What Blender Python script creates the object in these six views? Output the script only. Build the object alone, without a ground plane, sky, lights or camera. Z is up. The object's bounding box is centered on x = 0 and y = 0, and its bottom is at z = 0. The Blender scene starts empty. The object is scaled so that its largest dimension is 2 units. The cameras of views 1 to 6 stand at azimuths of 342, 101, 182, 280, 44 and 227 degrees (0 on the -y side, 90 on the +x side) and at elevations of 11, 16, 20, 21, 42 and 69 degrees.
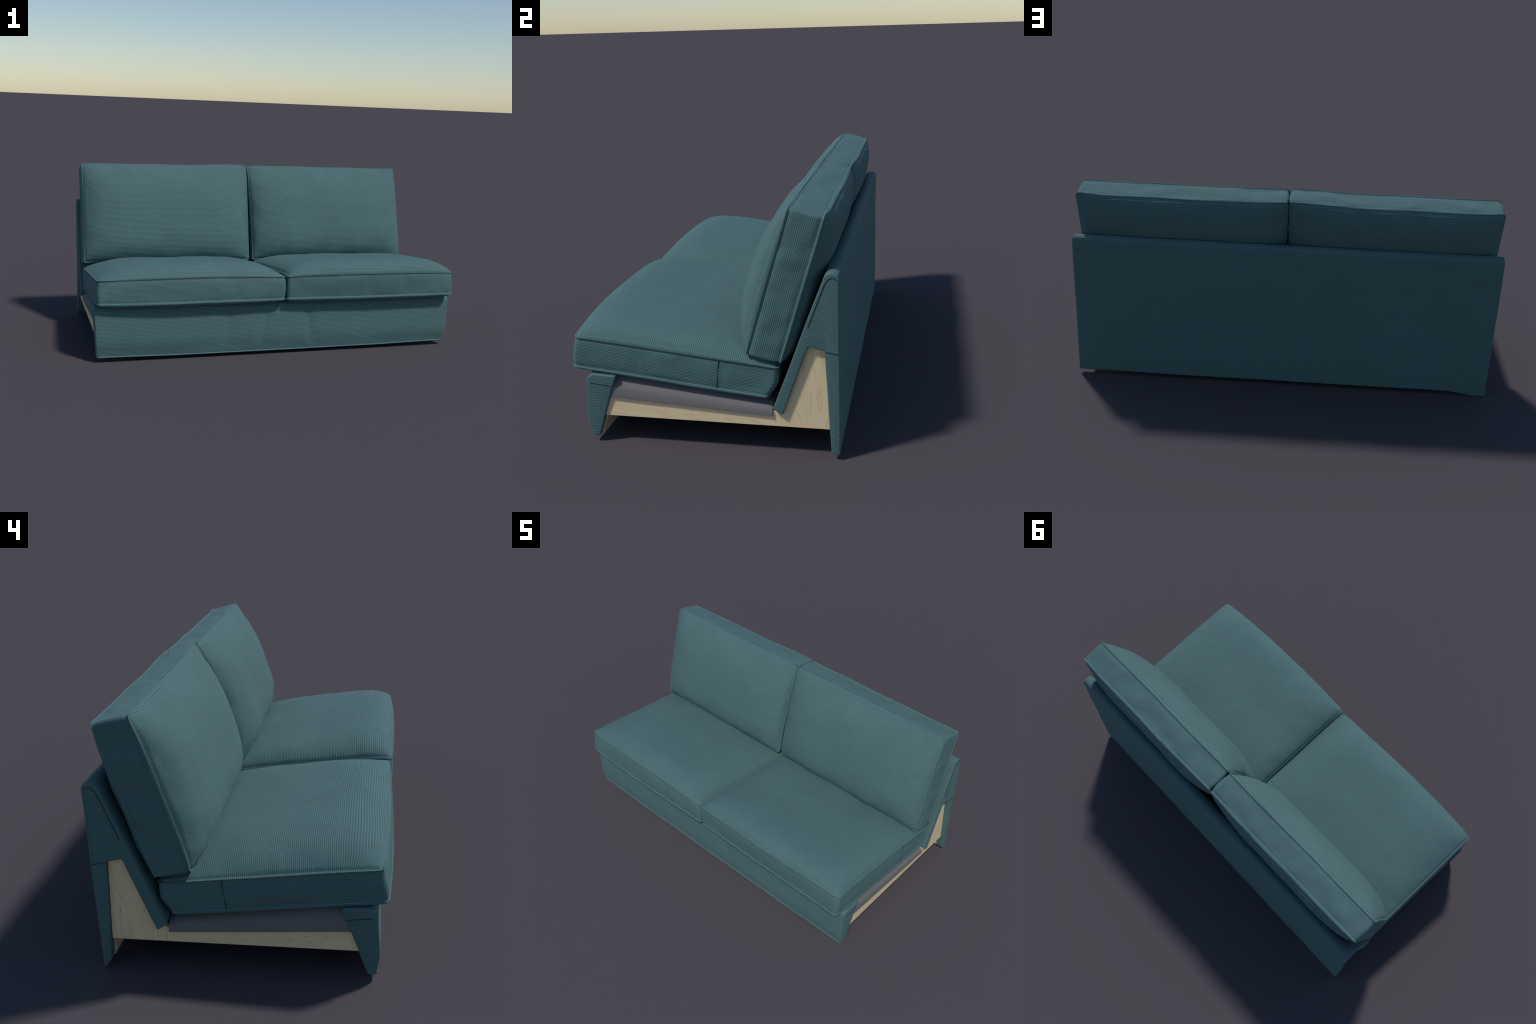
# Two-seat armless sofa section: ribbed teal upholstery, birch frame, loose seat and back cushions.
import bpy, bmesh, math
from mathutils import Vector, Matrix, noise

# ------------------------------------------------------------------ helpers
def sstep(a, b, x):
    t = max(0.0, min(1.0, (x - a) / (b - a)))
    return t * t * (3 - 2 * t)

def nz(x, y, z, seed=0.0):
    return noise.noise(Vector((x + seed * 17.3, y - seed * 5.1, z + seed * 9.7)))

def new_object(name, bm, mats, parent, smooth_angle=None, matrix=None):
    me = bpy.data.meshes.new(name)
    bm.normal_update()
    bm.to_mesh(me)
    bm.free()
    for m in mats:
        me.materials.append(m)
    ob = bpy.data.objects.new(name, me)
    bpy.context.scene.collection.objects.link(ob)
    if smooth_angle is None:
        me.polygons.foreach_set("use_smooth", [True] * len(me.polygons))
    else:
        me.polygons.foreach_set("use_smooth", [True] * len(me.polygons))
        me.set_sharp_from_angle(angle=math.radians(smooth_angle))
    if matrix is not None:
        ob.matrix_world = matrix
    ob.parent = parent
    return ob

# ------------------------------------------------------------------ materials
X, Y, Z = (1, 0, 0), (0, 1, 0), (0, 0, 1)

class Nodes:
    def __init__(self, name):
        self.mat = bpy.data.materials.new(name)
        self.mat.use_nodes = True
        self.t = self.mat.node_tree
        self.bsdf = self.t.nodes["Principled BSDF"]
        tc = self.t.nodes.new("ShaderNodeTexCoord")
        self.obj = tc.outputs["Object"]

    def link(self, a, b):
        self.t.links.new(a, b)

    def set(self, sock, v):
        if hasattr(v, "is_output"):
            self.link(v, sock)
        else:
            sock.default_value = v

    def math(self, op, a, b=0.0, c=0.0):
        n = self.t.nodes.new("ShaderNodeMath")
        n.operation = op
        for i, v in enumerate((a, b, c)):
            self.set(n.inputs[i], v)
        return n.outputs[0]

    def dot(self, v, axis):
        n = self.t.nodes.new("ShaderNodeVectorMath")
        n.operation = 'DOT_PRODUCT'
        self.link(v, n.inputs[0])
        n.inputs[1].default_value = axis
        return n.outputs["Value"]

    def mapping(self, scale=(1, 1, 1), loc=(0, 0, 0), rot=(0, 0, 0)):
        n = self.t.nodes.new("ShaderNodeMapping")
        self.link(self.obj, n.inputs[0])
        n.inputs["Location"].default_value = loc
        n.inputs["Rotation"].default_value = rot
        n.inputs["Scale"].default_value = scale
        return n.outputs[0]

    def noise(self, vec, scale, detail=2.0, rough=0.5):
        n = self.t.nodes.new("ShaderNodeTexNoise")
        self.link(vec, n.inputs["Vector"])
        n.inputs["Scale"].default_value = scale
        n.inputs["Detail"].default_value = detail
        n.inputs["Roughness"].default_value = rough
        return n.outputs[0]

    def ramp(self, fac, stops):
        n = self.t.nodes.new("ShaderNodeValToRGB")
        self.link(fac, n.inputs[0])
        e = n.color_ramp.elements
        while len(e) < len(stops):
            e.new(0.5)
        for el, (p, c) in zip(e, stops):
            el.position = p
            el.color = c if len(c) == 4 else (*c, 1)
        return n.outputs[0]

    def mix(self, fac, a, b, blend='MIX'):
        n = self.t.nodes.new("ShaderNodeMix")
        n.data_type = 'RGBA'
        n.blend_type = blend
        self.set(n.inputs[0], fac)
        for i, v in ((6, a), (7, b)):
            self.set(n.inputs[i], v if hasattr(v, "is_output") else (*v, 1))
        return n.outputs[2]

    def bump(self, height, strength, dist, normal=None):
        n = self.t.nodes.new("ShaderNodeBump")
        n.inputs["Strength"].default_value = strength
        n.inputs["Distance"].default_value = dist
        self.link(height, n.inputs["Height"])
        if normal is not None:
            self.link(normal, n.inputs["Normal"])
        return n.outputs[0]


TEAL_LIGHT = (0.103, 0.203, 0.201)
TEAL_DARK = (0.053, 0.115, 0.116)
MAUVE = (0.117, 0.158, 0.169)

def ribbed_fabric(name, axis, along, pitch=0.0068, swell=None, relief=0.42):
    """Fine corduroy-like ribs: bands counted along `axis`, threads running along `along`.
    swell = (half depth, half thickness): on a domed panel the count follows the steep roll at the front seam."""
    k = Nodes(name)
    warp = k.math('MULTIPLY', k.math('SUBTRACT', k.noise(k.obj, 5.0, 2.0), 0.5), 0.010)
    warp2 = k.math('MULTIPLY', k.math('SUBTRACT', k.noise(k.obj, 40.0, 1.0), 0.5), 0.0016)
    s = k.math('ADD', k.math('ADD', k.dot(k.obj, axis), warp), warp2)
    if swell:
        half, rim = swell
        y, z = k.dot(k.obj, Y), k.dot(k.obj, Z)
        ramp = k.t.nodes.new("ShaderNodeMapRange")
        ramp.interpolation_type = 'SMOOTHSTEP'
        k.link(k.math('ABSOLUTE', y), ramp.inputs["Value"])
        ramp.inputs["From Min"].default_value = half * 0.55
        ramp.inputs["From Max"].default_value = half
        climb = k.math('MINIMUM', k.math('SUBTRACT', k.math('ABSOLUTE', z), rim), 0.034)
        front = k.math('LESS_THAN', y, 0.0)
        s = k.math('ADD', s, k.math('MULTIPLY', k.math('MULTIPLY', climb, ramp.outputs["Result"]), front))
    wave = k.math('SINE', k.math('MULTIPLY', s, 2 * math.pi / pitch))
    rib = k.math('MULTIPLY_ADD', wave, 0.5, 0.5)
    rib = k.math('POWER', rib, 0.75)
    # melange streaks running with the rib
    a, l = Vector(axis), Vector(along)
    sc = [abs(a[i]) * 150 + abs(l[i]) * 28 + (1 - min(1, abs(a[i]) + abs(l[i]))) * 90 for i in range(3)]
    streak = k.noise(k.mapping(scale=sc), 1.0, 3.0, 0.6)
    streak = k.ramp(streak, [(0.42, (0, 0, 0)), (0.66, (1, 1, 1))])
    cloud = k.noise(k.obj, 7.0, 3.0, 0.55)
    weave = k.noise(k.obj, 620.0, 2.0, 0.7)
    light = k.mix(k.math('MULTIPLY', streak, 0.6), TEAL_LIGHT, MAUVE)
    col = k.mix(rib, TEAL_DARK, light)
    tone = k.math('ADD', k.math('MULTIPLY_ADD', cloud, 0.16, 0.92), k.math('MULTIPLY_ADD', weave, 0.3, -0.15))
    n = k.t.nodes.new("ShaderNodeVectorMath")
    n.operation = 'SCALE'
    k.link(col, n.inputs[0])
    k.link(tone, n.inputs["Scale"])
    k.link(n.outputs[0], k.bsdf.inputs["Base Color"])
    h = k.math('ADD', rib, k.math('MULTIPLY', weave, 0.5))
    k.link(k.bump(h, relief, 0.0012), k.bsdf.inputs["Normal"])
    k.bsdf.inputs["Roughness"].default_value = 0.88
    k.bsdf.inputs["Specular IOR Level"].default_value = 0.22
    k.bsdf.inputs["Sheen Weight"].default_value = 0.08
    k.bsdf.inputs["Sheen Roughness"].default_value = 0.5
    k.bsdf.inputs["Sheen Tint"].default_value = (0.5, 0.8, 0.82, 1)
    return k.mat

def plain_fabric(name, colour):
    k = Nodes(name)
    weave = k.noise(k.obj, 500.0, 2.0, 0.6)
    col = k.mix(weave, tuple(c * 0.8 for c in colour), tuple(c * 1.15 for c in colour))
    k.link(col, k.bsdf.inputs["Base Color"])
    k.link(k.bump(weave, 0.3, 0.0006), k.bsdf.inputs["Normal"])
    k.bsdf.inputs["Roughness"].default_value = 0.85
    k.bsdf.inputs["Specular IOR Level"].default_value = 0.2
    return k.mat

def birch(name, scale, rot=(0, 0, 0), loc=(0, 0, 0)):
    """Pale birch veneer: cathedral growth rings cut out of a stretched noise field, with small flecks."""
    k = Nodes(name)
    v = k.mapping(scale=scale, rot=rot, loc=loc)
    field = k.noise(v, 1.0, 2.0, 0.45)
    fine = k.noise(v, 9.0, 3.0, 0.6)
    rings = k.math('FRACT', k.math('ADD', k.math('MULTIPLY', field, 13.0), k.math('MULTIPLY', fine, 0.25)))
    line = k.ramp(rings, [(0.0, (0, 0, 0)), (0.72, (0.10, 0.10, 0.10)), (0.93, (1, 1, 1)), (1.0, (0, 0, 0))])
    soft = k.noise(v, 2.5, 3.0, 0.5)
    fleck = k.ramp(k.noise(k.mapping(scale=tuple(s * 3.2 for s in scale), rot=rot, loc=(3, 1, 7)), 3.0, 1.0),
                   [(0.74, (0, 0, 0)), (0.80, (1, 1, 1))])
    col = k.mix(soft, (0.80, 0.62, 0.365), (0.87, 0.70, 0.44))
    col = k.mix(k.math('MULTIPLY', line, 0.5), col, (0.66, 0.45, 0.24))
    col = k.mix(k.math('MULTIPLY', fleck, 0.5), col, (0.33, 0.20, 0.10))
    k.link(col, k.bsdf.inputs["Base Color"])
    k.link(k.bump(fine, 0.15, 0.0004), k.bsdf.inputs["Normal"])
    k.bsdf.inputs["Roughness"].default_value = 0.6
    k.bsdf.inputs["Specular IOR Level"].default_value = 0.3
    return k.mat

fab_panel = ribbed_fabric("ribbed_fabric_seat_panel", Y, X, swell=(0.389, 0.060))  
fab_panel_back = ribbed_fabric("ribbed_fabric_back_panel", Y, X)                 # cushion faces: ribs run across the width
fab_band = ribbed_fabric("ribbed_fabric_boxing", Z, X, 0.0058)         # cushion boxing: ribs run round the band
fab_band_back = ribbed_fabric("ribbed_fabric_back_boxing", Z, Y, 0.0070)
fab_cover = ribbed_fabric("ribbed_fabric_cover", Z, X, relief=0.33)                 # frame covers: horizontal ribs
fab_cover_side = ribbed_fabric("ribbed_fabric_cover_side", (0, 0.10, 0.995), X, 0.0072, relief=0.30)
fab_cover_top = ribbed_fabric("ribbed_fabric_cover_top", Y, X)
fab_piping = plain_fabric("piping_fabric", (0.098, 0.188, 0.190))
fab_seam = plain_fabric("seam_thread", (0.018, 0.042, 0.048))
grey_foam = plain_fabric("grey_deck_cloth", (0.172, 0.166, 0.166))
wood_rail = birch("birch_rail", (9, 1.6, 12), loc=(0, 0.4, 0))
wood_gusset = birch("birch_gusset", (9, 13, 1.5), rot=(math.radians(24), 0, 0), loc=(1.2, 0, 0.3))
wood_board = birch("birch_board", (1.2, 9, 10))

# ------------------------------------------------------------------ cushions
def edge_spaced(half, step, near):
    """Positions from -half to half, crowded towards the two ends."""
    offs = [d for d in near if d < half * 0.5]
    inner = half - offs[-1]
    n = max(2, int(round(2 * inner / step)))
    mid = [-inner + 2 * inner * i / n for i in range(1, n)]
    return [-half + d for d in offs] + mid + [half - d for d in reversed(offs)]

NEAR = [0, .0022, .0045, .0068, .0095, .0125, .0165, .0215, .028, .036, .046]

def round_corner(a, b, ha, hb, r):
    """Squeeze a square corner of side r into a quarter disc."""
    pa, pb = abs(a) - (ha - r), abs(b) - (hb - r)
    if pa > 0 and pb > 0:
        m, l = max(pa, pb), math.hypot(pa, pb)
        pa, pb = pa * m / l, pb * m / l
        return math.copysign(ha - r + pa, a), math.copysign(hb - r + pb, b)
    return a, b

def dome(t, n, m):
    return max(0.0, 1 - abs(t) ** n) ** m

def cushion(name, width, depth, thick, crown, belly, seed, matrix, parent, panel_mat, band_mat,
            warp, corner=0.018, lip=0.0045, top=(5.0, 0.7, 2.8, 0.75, 0.15), under=(3.0, 0.9, 2.6, 0.8, 0.0),
            rows=18, wrinkle=0.0016, zip_from=None, slack=0.004):
    """A boxed cushion: two domed panels joined by a band, with a raised self-welt at both seams.
    Local frame: x width, y panel depth, z thickness. `top` and `under` give the swell of the two panels:
    exponents of the profile across the width, then along the depth, then the shift of its peak."""
    ha, hb, hc = width / 2, depth / 2, thick / 2
    us = edge_spaced(ha, 0.014, NEAR)
    vs = edge_spaced(hb, 0.014, NEAR)
    bm = bmesh.new()

    def edge_dist(a, b):
        return min(ha - abs(a), hb - abs(b))

    def panel_point(a, b, side):
        d = edge_dist(a, b)
        na, ma, nb, mb, shift = top if side > 0 else under
        tb = b / hb
        tb = max(-1.0, min(1.0, tb + shift * (1 - tb * tb)))
        h = (crown if side > 0 else belly) * dome(a / ha, na, ma) * dome(tb, nb, mb)
        # groove just inside the welt, then the rise of the filling
        h -= 0.0045 * math.exp(-((d - 0.0085) / 0.0042) ** 2)
        w = sstep(0.0, 0.05, d)
        h += w * (0.0045 * nz(a * 5, b * 5, side, seed) + 0.0012 * nz(a * 16, b * 16, side, seed + 2))
        # pulls running in from the seam
        pull = math.exp(-d / 0.045) * sstep(0.004, 0.02, d)
        h += pull * (0.0038 if side > 0 else 0.0015) * (nz(a * 26, b * 5, 3 * side, seed + 4) if hb - abs(b) < ha - abs(a) else nz(a * 5, b * 26, 3 * side, seed + 4))
        # softer dents where the filling is slack
        h += slack * math.exp(-d / 0.075) * sstep(0.006, 0.035, d) * nz(a * 10, b * 10, 5 * side, seed + 6)
        a2, b2 = round_corner(a, b, ha, hb, corner)
        return warp(Vector((a2, b2, side * (hc + h))), seed)

    grids = {}
    for side in (1, -1):
        grids[side] = [[bm.verts.new(panel_point(a, b, side)) for b in vs] for a in us]
        g = grids[side]
        for i in range(len(us) - 1):
            for j in range(len(vs) - 1):
                q = (g[i][j], g[i + 1][j], g[i + 1][j + 1], g[i][j + 1])
                f = bm.faces.new(q if side > 0 else q[::-1])
                f.material_index = 0
    nu, nv = len(us), len(vs)
    ring = [(i, 0) for i in range(nu)] + [(nu - 1, j) for j in range(1, nv)] + \
           [(i, nv - 1) for i in range(nu - 2, -1, -1)] + [(0, j) for j in range(nv - 2, 0, -1)]
    ts = [0, .0022, .005, .008, .0115, .016]
    zs = [hc - t for t in ts] + [(hc - .016) * (1 - 2 * q / rows) for q in range(1, rows)] + [-hc + t for t in reversed(ts)]
    loops = [[grids[1][i][j] for i, j in ring]]
    for z in zs[1:-1]:
        loop = []
        t = (z / hc)
        e = hc - abs(z)
        # welt flare at the seams, slack inside it
        out = lip * (math.exp(-(e / 0.0042) ** 2) - 1.0) - 0.0012 * math.exp(-((e - 0.009) / 0.004) ** 2)
        out += 0.0045 * (1 - t * t)
        for i, j in ring:
            a, b = us[i], vs[j]
            a2, b2 = round_corner(a, b, ha, hb, corner)
            na_, nb_ = (a2 - math.copysign(max(0, ha - corner), a2)) if abs(a2) > ha - corner else 0, \
                       (b2 - math.copysign(max(0, hb - corner), b2)) if abs(b2) > hb - corner else 0
            nrm = Vector((na_, nb_, 0))
            if nrm.length < 1e-6:
                nrm = Vector((math.copysign(1, a), 0, 0)) if ha - abs(a) < hb - abs(b) else Vector((0, math.copysign(1, b), 0))
            nrm.normalize()
            w = sstep(0.0, 0.03, e)
            fold = wrinkle * w * (nz(a * 22, b * 22, z * 6, seed + 7) + 1.5 * nz(a * 7, b * 9, z * 12, seed + 8))
            if zip_from is not None:
                fold *= 1 - math.exp(-((b - zip_from) / 0.03) ** 2)
            o = out + fold
            if zip_from is not None and b > zip_from and abs(nrm.x) > 0.5:
                o -= 0.0028 * w                       # zipped rear part of the band sits a little deeper
            p = Vector((a2, b2, z)) + nrm * o
            loop.append(bm.verts.new(warp(p, seed)))
        loops.append(loop)
    loops.append([grids[-1][i][j] for i, j in ring])
    n = len(ring)
    for r in range(len(loops) - 1):
        for q in range(n):
            w = (q + 1) % n
            f = bm.faces.new((loops[r][q], loops[r + 1][q], loops[r + 1][w], loops[r][w]))
            f.material_index = 1
    ob = new_object(name, bm, [panel_mat, band_mat], parent, 55, matrix)
    return ob, (ha, hb, hc)

# ------------------------------------------------------------------ extruded covers
def rounded_section(pts, step=0.009):
    """pts: (y, z, corner radius). Returns the closed outline, corners replaced by arcs and edges sampled."""
    n = len(pts)
    out = []
    for i in range(n):
        p0, p1, p2 = (Vector(pts[(i + k) % n][:2]) for k in (-1, 0, 1))
        r = pts[i][2]
        d0, d2 = (p0 - p1).normalized(), (p2 - p1).normalized()
        ang = d0.angle(d2)
        cut = min(r / math.tan(ang / 2), (p0 - p1).length * 0.55, (p2 - p1).length * 0.55)
        r = cut * math.tan(ang / 2)
        c = p1 + (d0 + d2).normalized() * (r / math.sin(ang / 2))
        s, e = p1 + d0 * cut, p1 + d2 * cut
        k = max(3, int(math.ceil(r * (math.pi - ang) / 0.004)))
        for q in range(k + 1):
            t = q / k
            v = (s - c).lerp(e - c, t)
            out.append(c + v.normalized() * r)
    dense = []
    for i, p in enumerate(out):
        q = out[(i + 1) % len(out)]
        dense.append(p)
        m = int((q - p).length / step)
        for s in range(1, m):
            dense.append(p.lerp(q, s / m))
    return dense

def extrude_cover(name, section, half, mats, parent, edge=0.010, step=0.016, displace=None, pick=None, end_bulge=0.0):
    """Sweep the (y, z) outline along x with rounded end edges and a flat end panel."""
    area = sum(p.x * q.y - q.x * p.y for p, q in zip(section, section[1:] + section[:1]))
    if area < 0:
        section = section[::-1]
    n = len(section)
    nrm = []
    for i in range(n):
        t = section[(i + 1) % n] - section[i - 1]
        nrm.append(Vector((t.y, -t.x)).normalized())
    stations = []
    for q in range(6):
        a = math.pi / 2 * q / 5
        stations.append((half - edge * (1 - math.sin(a)), edge * (1 - math.cos(a))))   # x, inward offset
    m = int(2 * (half - edge) / step)
    xs = [(-x, o) for x, o in reversed(stations)] + \
         [(-(half - edge) + 2 * (half - edge) * q / m, 0.0) for q in range(1, m)] + stations
    bm = bmesh.new()
    loops = []
    for x, o in xs:
        loop = []
        for p, v in zip(section, nrm):
            c = Vector((x, p.x - v.x * o, p.y - v.y * o))
            if displace:
                c = displace(c, Vector((0, v.x, v.y)))
            loop.append(bm.verts.new(c))
        loops.append(loop)
    for r in range(len(loops) - 1):
        for i in range(n):
            j = (i + 1) % n
            f = bm.faces.new((loops[r][i], loops[r][j], loops[r + 1][j], loops[r + 1][i]))
    bm.faces.new(loops[0][::-1])
    bm.faces.new(loops[-1])
    bmesh.ops.recalc_face_normals(bm, faces=bm.faces)
    bm.normal_update()
    if pick:
        for f in bm.faces:
            f.material_index = pick(f)
    return new_object(name, bm, mats, parent, 40)

def tube(name, pts, radius, mat, parent, matrix=None, closed=False, sides=8):
    cu = bpy.data.curves.new(name, 'CURVE')
    cu.dimensions = '3D'
    sp = cu.splines.new('POLY')
    sp.points.add(len(pts) - 1)
    for s, p in zip(sp.points, pts):
        s.co = (*p, 1)
    sp.use_cyclic_u = closed
    cu.bevel_depth = radius
    cu.bevel_resolution = 2
    cu.use_fill_caps = True
    tmp = bpy.data.objects.new("tmp", cu)
    bpy.context.scene.collection.objects.link(tmp)
    me = bpy.data.meshes.new_from_object(tmp.evaluated_get(bpy.context.evaluated_depsgraph_get()))
    bpy.data.objects.remove(tmp)
    bpy.data.curves.remove(cu)
    me.name = name
    me.materials.clear()
    me.materials.append(mat)
    me.polygons.foreach_set("use_smooth", [True] * len(me.polygons))
    ob = bpy.data.objects.new(name, me)
    bpy.context.scene.collection.objects.link(ob)
    if matrix is not None:
        ob.matrix_world = matrix
    ob.parent = parent
    return ob

def prism(name, outline, x0, x1, mat, parent, bevel=0.0007):
    """Solid board: a (y, z) outline with thickness along x."""
    bm = bmesh.new()
    lo = [bm.verts.new((x0, y, z)) for y, z in outline]
    hi = [bm.verts.new((x1, y, z)) for y, z in outline]
    n = len(outline)
    bm.faces.new(lo)
    bm.faces.new(hi[::-1])
    for i in range(n):
        j = (i + 1) % n
        bm.faces.new((lo[i], hi[i], hi[j], lo[j]))
    bmesh.ops.recalc_face_normals(bm, faces=bm.faces)
    bmesh.ops.bevel(bm, geom=bm.edges[:], offset=bevel, segments=1, affect='EDGES', profile=0.5)
    return new_object(name, bm, [mat], parent, 30)

# ================================================================== the sofa
sofa = bpy.data.objects.new("sofa", None)
bpy.context.scene.collection.objects.link(sofa)
sofa["label"] = "armless two-seat sofa section with teal ribbed cushions and birch frame"
sofa["category"] = "sofa"

# ------------------------------------------------------------------ seat cushions
SEAT_TILT = math.atan2(0.343 - 0.425, 0.765)
seat_w, seat_d, seat_t = 0.983, 0.778, 0.120
def seat_frame(xc):
    top_mid = Vector((xc, (-0.482 + 0.287) / 2, (0.426 + 0.345) / 2))
    rot = Matrix.Rotation(SEAT_TILT, 4, 'X')
    return Matrix.Translation(top_mid - rot.to_3x3() @ Vector((0, 0, seat_t / 2))) @ rot

# the front band bows out in the middle; (outer, middle, inner) set-back of the upper seam in metres
FRONT_LINE = {-1: (0.014, -0.009, -0.004), 1: (-0.005, -0.025, -0.012)}
def seat_warp(p, seed):
    side = 1 if seed > 5 else -1
    t = p.z / (seat_t / 2)
    o, m, i = FRONT_LINE[side]
    u = p.x * side / (seat_w / 2)                      # +1 at the outer end
    setback = m * (1 - u * u) + (o if u > 0 else i) * u * u
    w = sstep(0.05, 0.389, -p.y)
    up = sstep(-1.0, 1.0, max(-1.0, min(1.0, t)))
    p.y += w * (setback * up + ((0.010 if side < 0 else -0.010) * max(0.0, u) ** 2 - 0.006 * (1 - u * u)) * (1 - up))
    if p.y > 0:                                        # lower rear rim tucked in
        p.y -= 0.026 * max(0.0, -t) * sstep(0.30, 0.385, p.y)
    p.z += 0.009 * w * (1 - u * u) * up
    p.z += 0.003 * nz(p.x * 3, p.y * 3, 0, seed + 20)
    return p

SWELL = {-1: (0.074, (5.6, 1.0, 3.4, 0.62, 0.22)), 1: (0.075, (5.8, 0.55, 4.6, 0.56, 0.29))}
for i, xc in enumerate((-0.4925, 0.4925)):
    end = 1 if xc > 0 else -1
    crown, top = SWELL[end]
    ob, _ = cushion("seat_cushion", seat_w, seat_d, seat_t, crown, 0.026, 3.0 + i * 4.7, seat_frame(xc), sofa,
                    fab_panel, fab_band, seat_warp, corner=0.020, top=top, under=(9.0, 0.42, 8.0, 0.40, 0.0), wrinkle=0.0024, zip_from=0.165)
    tube("seam", [Vector((end * (seat_w / 2 - 0.0030 + 0.0015 * (1 - (z / 0.06) ** 2)), 0.165, z)) for z in (-.056, -.03, 0, .03, .056)], 0.0014,
         fab_seam, ob)

# ------------------------------------------------------------------ back cushions
back_w, back_h, back_t = 0.985, 0.573, 0.128
BACK_LEAN = math.atan2(0.162, 0.540)
def back_frame(xc):
    up = Vector((0, 0.162, 0.540)).normalized()
    front_mid = Vector((xc, (0.168 + 0.3325) / 2, (0.393 + 0.939) / 2))
    nrm = Vector((0, -up.z, up.y))                   # local +z faces the sitter
    m = Matrix(((1, 0, 0), (0, up.y, nrm.y), (0, up.z, nrm.z))).to_4x4()
    return Matrix.Translation(front_mid - nrm * (back_t / 2)) @ m

def back_warp(p, seed):
    t = p.z / (back_t / 2)
    side = 1 if seed > 20 else -1
    # both cushions lean apart: they meet at the top and open a thin wedge below
    inner = -side
    p.y -= 0.004 * max(-1.0, min(1.0, t))                             # the top band drops towards the rear
    low = sstep(0.25, -0.283, p.y)
    edge_in = sstep(0.30, 0.49, p.x * inner)
    p.x -= inner * 0.006 * low * edge_in
    p.y += 0.006 * sstep(0.0, 0.49, p.x * inner) * sstep(0.2, 0.283, p.y)
    p.y += 0.005 * nz(p.x * 3.5, 1.0, p.z * 2, seed + 30) * sstep(0.1, 0.283, p.y)
    p.z += 0.004 * nz(p.x * 3, p.y * 3, 4.0, seed + 31)
    return p

for i, xc in enumerate((-0.4945, 0.4930)):
    cushion("back_cushion", back_w, back_h, back_t, (0.094, 0.094)[i], 0.062, 11.0 + i * 14.3, back_frame(xc), sofa,
            fab_panel_back, fab_band_back, back_warp, corner=0.016, top=((5.4, 0.68, 3.0, 0.74, 0.14), (4.8, 0.52, 2.9, 0.74, 0.13))[i],
            under=(5.0, 0.65, 4.0, 0.55, 0.08), wrinkle=0.0046, slack=0.011)

# ------------------------------------------------------------------ backrest cover (inverted V, rounded crest)
back_sec = rounded_section([
    (0.264, 0.188, 0.006), (0.459, 0.711, 0.030), (0.508, 0.711, 0.026), (0.508, 0.015, 0.006),
    (0.477, 0.022, 0.006), (0.456, 0.424, 0.006), (0.397, 0.437, 0.006), (0.299, 0.164, 0.005)])

def back_displace(c, v):
    x = c.x
    c = c + v * (0.0022 * nz(c.x * 4, c.y * 4, c.z * 5, 41.0))
    if c.z < 0.10 and c.y > 0.44:
        drop = sstep(0.10, 0.02, c.z)
        c.z += drop * sstep(-0.80, -0.95, x) * (0.012 - 0.028 * sstep(0.475, 0.505, c.y))
        c.z += 0.004 * drop * nz(x * 3, 0, 0, 5.0)
    c.x += math.copysign(1, x) * sstep(0.9, 0.985, abs(x)) * (0.006 * c.z / 0.7 - 0.004)
    return c

backrest = extrude_cover("backrest_cover", back_sec, 0.996, [fab_cover, fab_cover_top, fab_cover_side], sofa, edge=0.0045,
                         displace=back_displace, pick=lambda f: 1 if f.normal.z > 0.72 and f.calc_center_median().z > 0.6 else 2 if abs(f.normal.x) > 0.6 else 0)

seam_line = [(0.3965, 0.510), (0.405, 0.533), (0.427, 0.592), (0.452, 0.660), (0.460, 0.678), (0.470, 0.690),
             (0.482, 0.696), (0.492, 0.693), (0.500, 0.682)]
hem_line = [(0.459, 0.4215), (0.48, 0.4175), (0.503, 0.413)]
rear_highlight_line = [(0.5015, 0.680), (0.502, 0.60), (0.502, 0.50), (0.502, 0.415)]  # thin highlight down the rear edge, modelled as a tube in paler cloth colour
for sx in (-1, 1):
    for line in (seam_line, hem_line, rear_highlight_line):
        tube("seam", [(sx * (0.9922 + 0.006 * z / 0.7 + 0.0005), y, z) for y, z in line], 0.0013, fab_piping if line is rear_highlight_line else fab_seam, backrest)

# ------------------------------------------------------------------ front base cover (wedge)
front_sec = rounded_section([
    (-0.447, 0.016, 0.006), (-0.461, 0.095, 0.25), (-0.449, 0.286, 0.034), (-0.330, 0.281, 0.008), (-0.345, 0.240, 0.02), (-0.393, 0.100, 0.05), (-0.419, 0.016, 0.006)])

def hem_rise(x):
    return 0.006 * sstep(0.5, 0.99, abs(x)) + 0.002 * nz(x * 2, 0, 0, 8.0)

def front_displace(c, v):
    x = c.x
    fold = 0.0
    for fx, w, h, lean in ((-0.10, 0.016, 0.0042, 0.22), (0.155, 0.022, 0.0034, -0.15), (-0.30, 0.03, 0.0022, 0.1), (0.46, 0.04, 0.0020, 0.0)):
        fold += h * math.exp(-((x - fx - lean * (c.z - 0.15)) / w) ** 2) * sstep(0.03, 0.10, c.z) * sstep(0.29, 0.2, c.z)
    if c.y < -0.42:
        c = c - v * (1.7 * fold)
    c = c + v * (0.0026 * nz(x * 5, c.y * 3, c.z * 6, 51.0) + 0.0012 * nz(x * 15, c.y * 3, c.z * 5, 52.0)) * sstep(0.03, 0.07, c.z)
    s = math.copysign(1, x)
    c.x -= s * 0.013 * sstep(0.85, 0.98, abs(x)) * (0.286 - c.z) / 0.27
    c.z += hem_rise(x) * sstep(0.10, 0.03, c.z)
    return c

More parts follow.
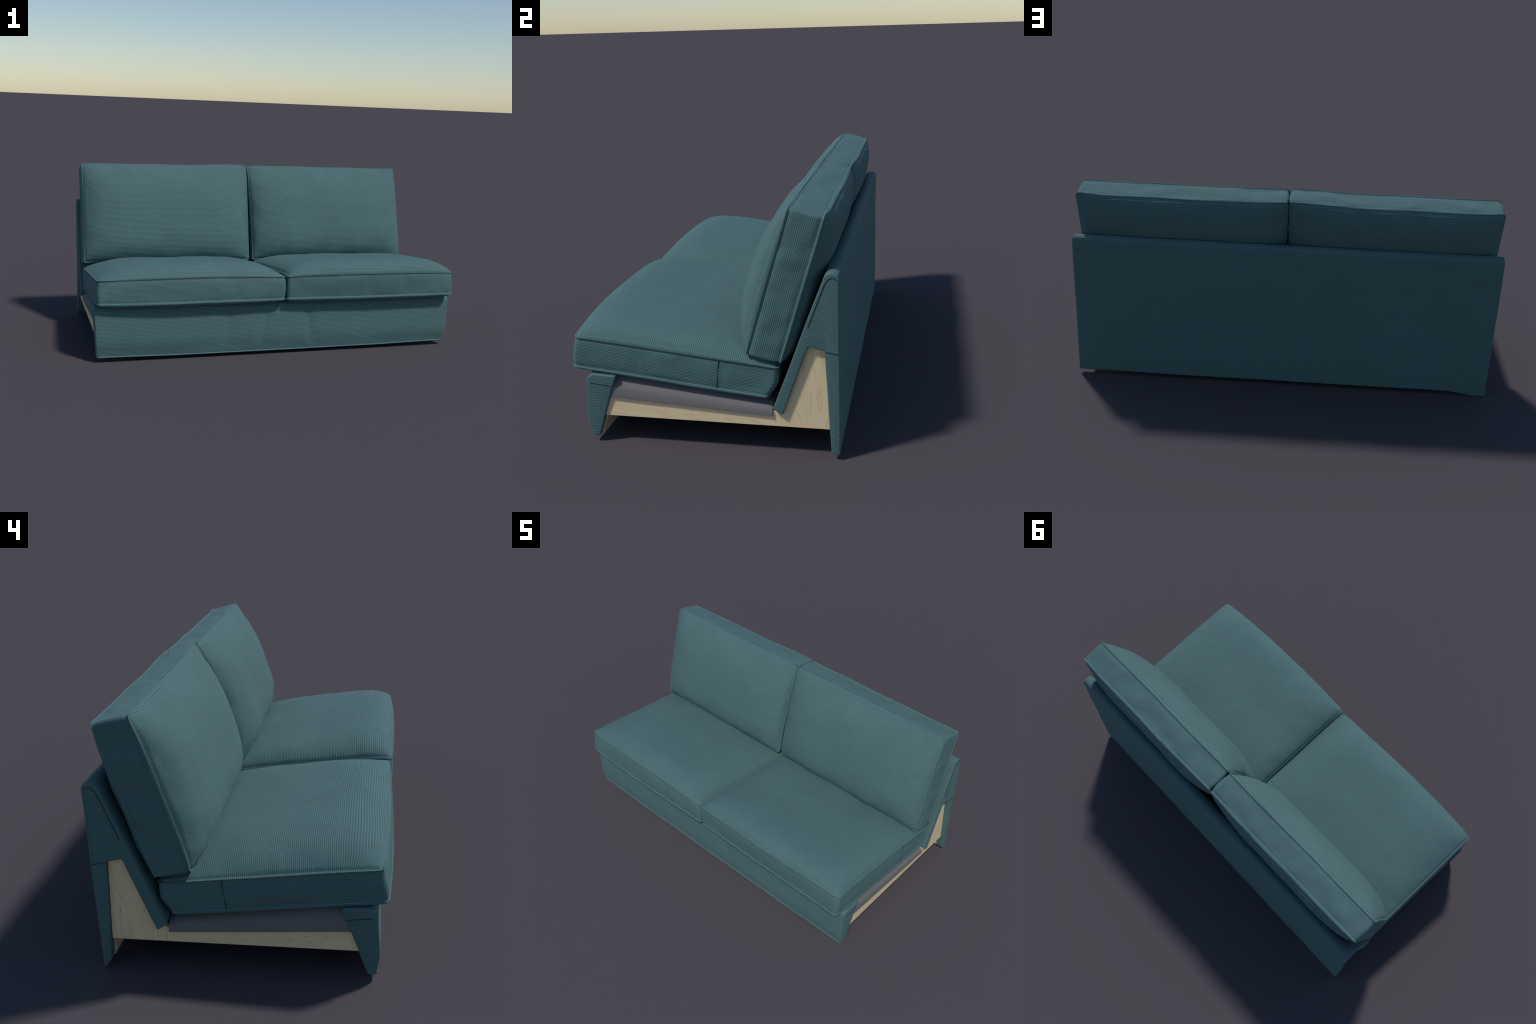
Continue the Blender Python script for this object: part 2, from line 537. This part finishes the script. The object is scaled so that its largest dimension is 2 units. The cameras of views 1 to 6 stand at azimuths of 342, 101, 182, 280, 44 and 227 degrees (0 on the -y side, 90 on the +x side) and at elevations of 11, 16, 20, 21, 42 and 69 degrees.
front = extrude_cover("front_base_cover", front_sec, 0.993, [fab_cover, fab_cover_top], sofa, edge=0.0055,
                      displace=front_displace, pick=lambda f: 1 if f.normal.z > 0.72 else 0)
for sx in (-1, 1):
    tube("seam", [(sx * (0.9932 - 0.013 * (0.286 - z) / 0.27), y, z) for y, z in ((-0.436, 0.249), (-0.40, 0.245), (-0.348, 0.238))], 0.0012, fab_seam, front)
hem = [(-0.9705 + 1.941 * q / 90, -0.4470 + 0.001 * nz(q * 0.2, 0, 0, 3), 0.0205 + hem_rise(-0.97 + 1.94 * q / 90)) for q in range(91)]
tube("hem_piping", hem, 0.0045, fab_piping, front)

# ------------------------------------------------------------------ birch frame
frame = bpy.data.objects.new("frame", None)
bpy.context.scene.collection.objects.link(frame)
frame.parent = sofa
for sx in (-1, 1):
    xo, xi = sx * 0.976, sx * 0.950
    prism("side_rail", [(-0.405, 0.112), (0.2697, 0.112), (0.2697, 0.170), (-0.368, 0.206)], min(xo, xi), max(xo, xi), wood_rail, frame)
    prism("side_gusset", [(0.270, 0.112), (0.470, 0.112), (0.452, 0.45), (0.385, 0.45), (0.270, 0.172)], min(xo, xi), max(xo, xi), wood_gusset, frame)
    # rear stretch of the gusset edge is shown by the loose hem of the cover
board = prism("front_board", [(-0.4145, 0.024), (-0.389, 0.100), (-0.341, 0.240), (-0.361, 0.240), (-0.405, 0.100), (-0.428, 0.024)],
              -0.962, 0.962, wood_board, frame)
prism("rear_board", [(0.4752, 0.030), (0.490, 0.030), (0.472, 0.40), (0.4556, 0.40)], -0.952, 0.952, wood_board, frame)
prism("deck_slat", [(-0.37, 0.150), (-0.34, 0.150), (-0.34, 0.20), (-0.37, 0.20)], -0.945, 0.945, wood_board, frame)

# ------------------------------------------------------------------ seat deck (grey padded platform)
def seat_deck():
    sec = rounded_section([(-0.368, 0.190, 0.003), (-0.345, 0.285, 0.02), (0.262, 0.210, 0.012), (0.257, 0.155, 0.004)], step=0.012)
    half = 0.984
    bm = bmesh.new()
    n = len(sec)
    cy = sum(p.x for p in sec) / n
    loops = []
    prof = [(half, 0), (half, 0.40), (half - 0.007, 0.56), (half - 0.022, 0.76), (half - 0.046, 0.91), (half - 0.085, 1.0)]
    ys = [-0.366 + 0.626 * q / 60 for q in range(61)]
    rings = []
    for y in ys:
        t = (y + 0.366) / 0.626
        lo, hi = 0.191 - 0.037 * t, 0.283 - 0.077 * t
        end = 1 - 0.10 * sstep(0.97, 1.0, t)
        yy = y
        pts = [(x, lo + (hi - lo) * f * end) for x, f in prof]
        row = [(x, yy + 0.030 * f * (1 - t) ** 8, z) for (x, z), (_, f) in zip(pts, prof)]
        row += [(-x, yy_, z) for x, yy_, z in reversed(row)]
        rings.append([bm.verts.new(p) for p in row])
    for r in range(len(rings) - 1):
        m = len(rings[r])
        for i in range(m):
            j = (i + 1) % m
            bm.faces.new((rings[r][i], rings[r][j], rings[r + 1][j], rings[r + 1][i]))
    bm.faces.new(rings[0])
    bm.faces.new(rings[-1][::-1])
    bmesh.ops.recalc_face_normals(bm, faces=bm.faces)
    return new_object("seat_deck", bm, [grey_foam], sofa, 50)
seat_deck()
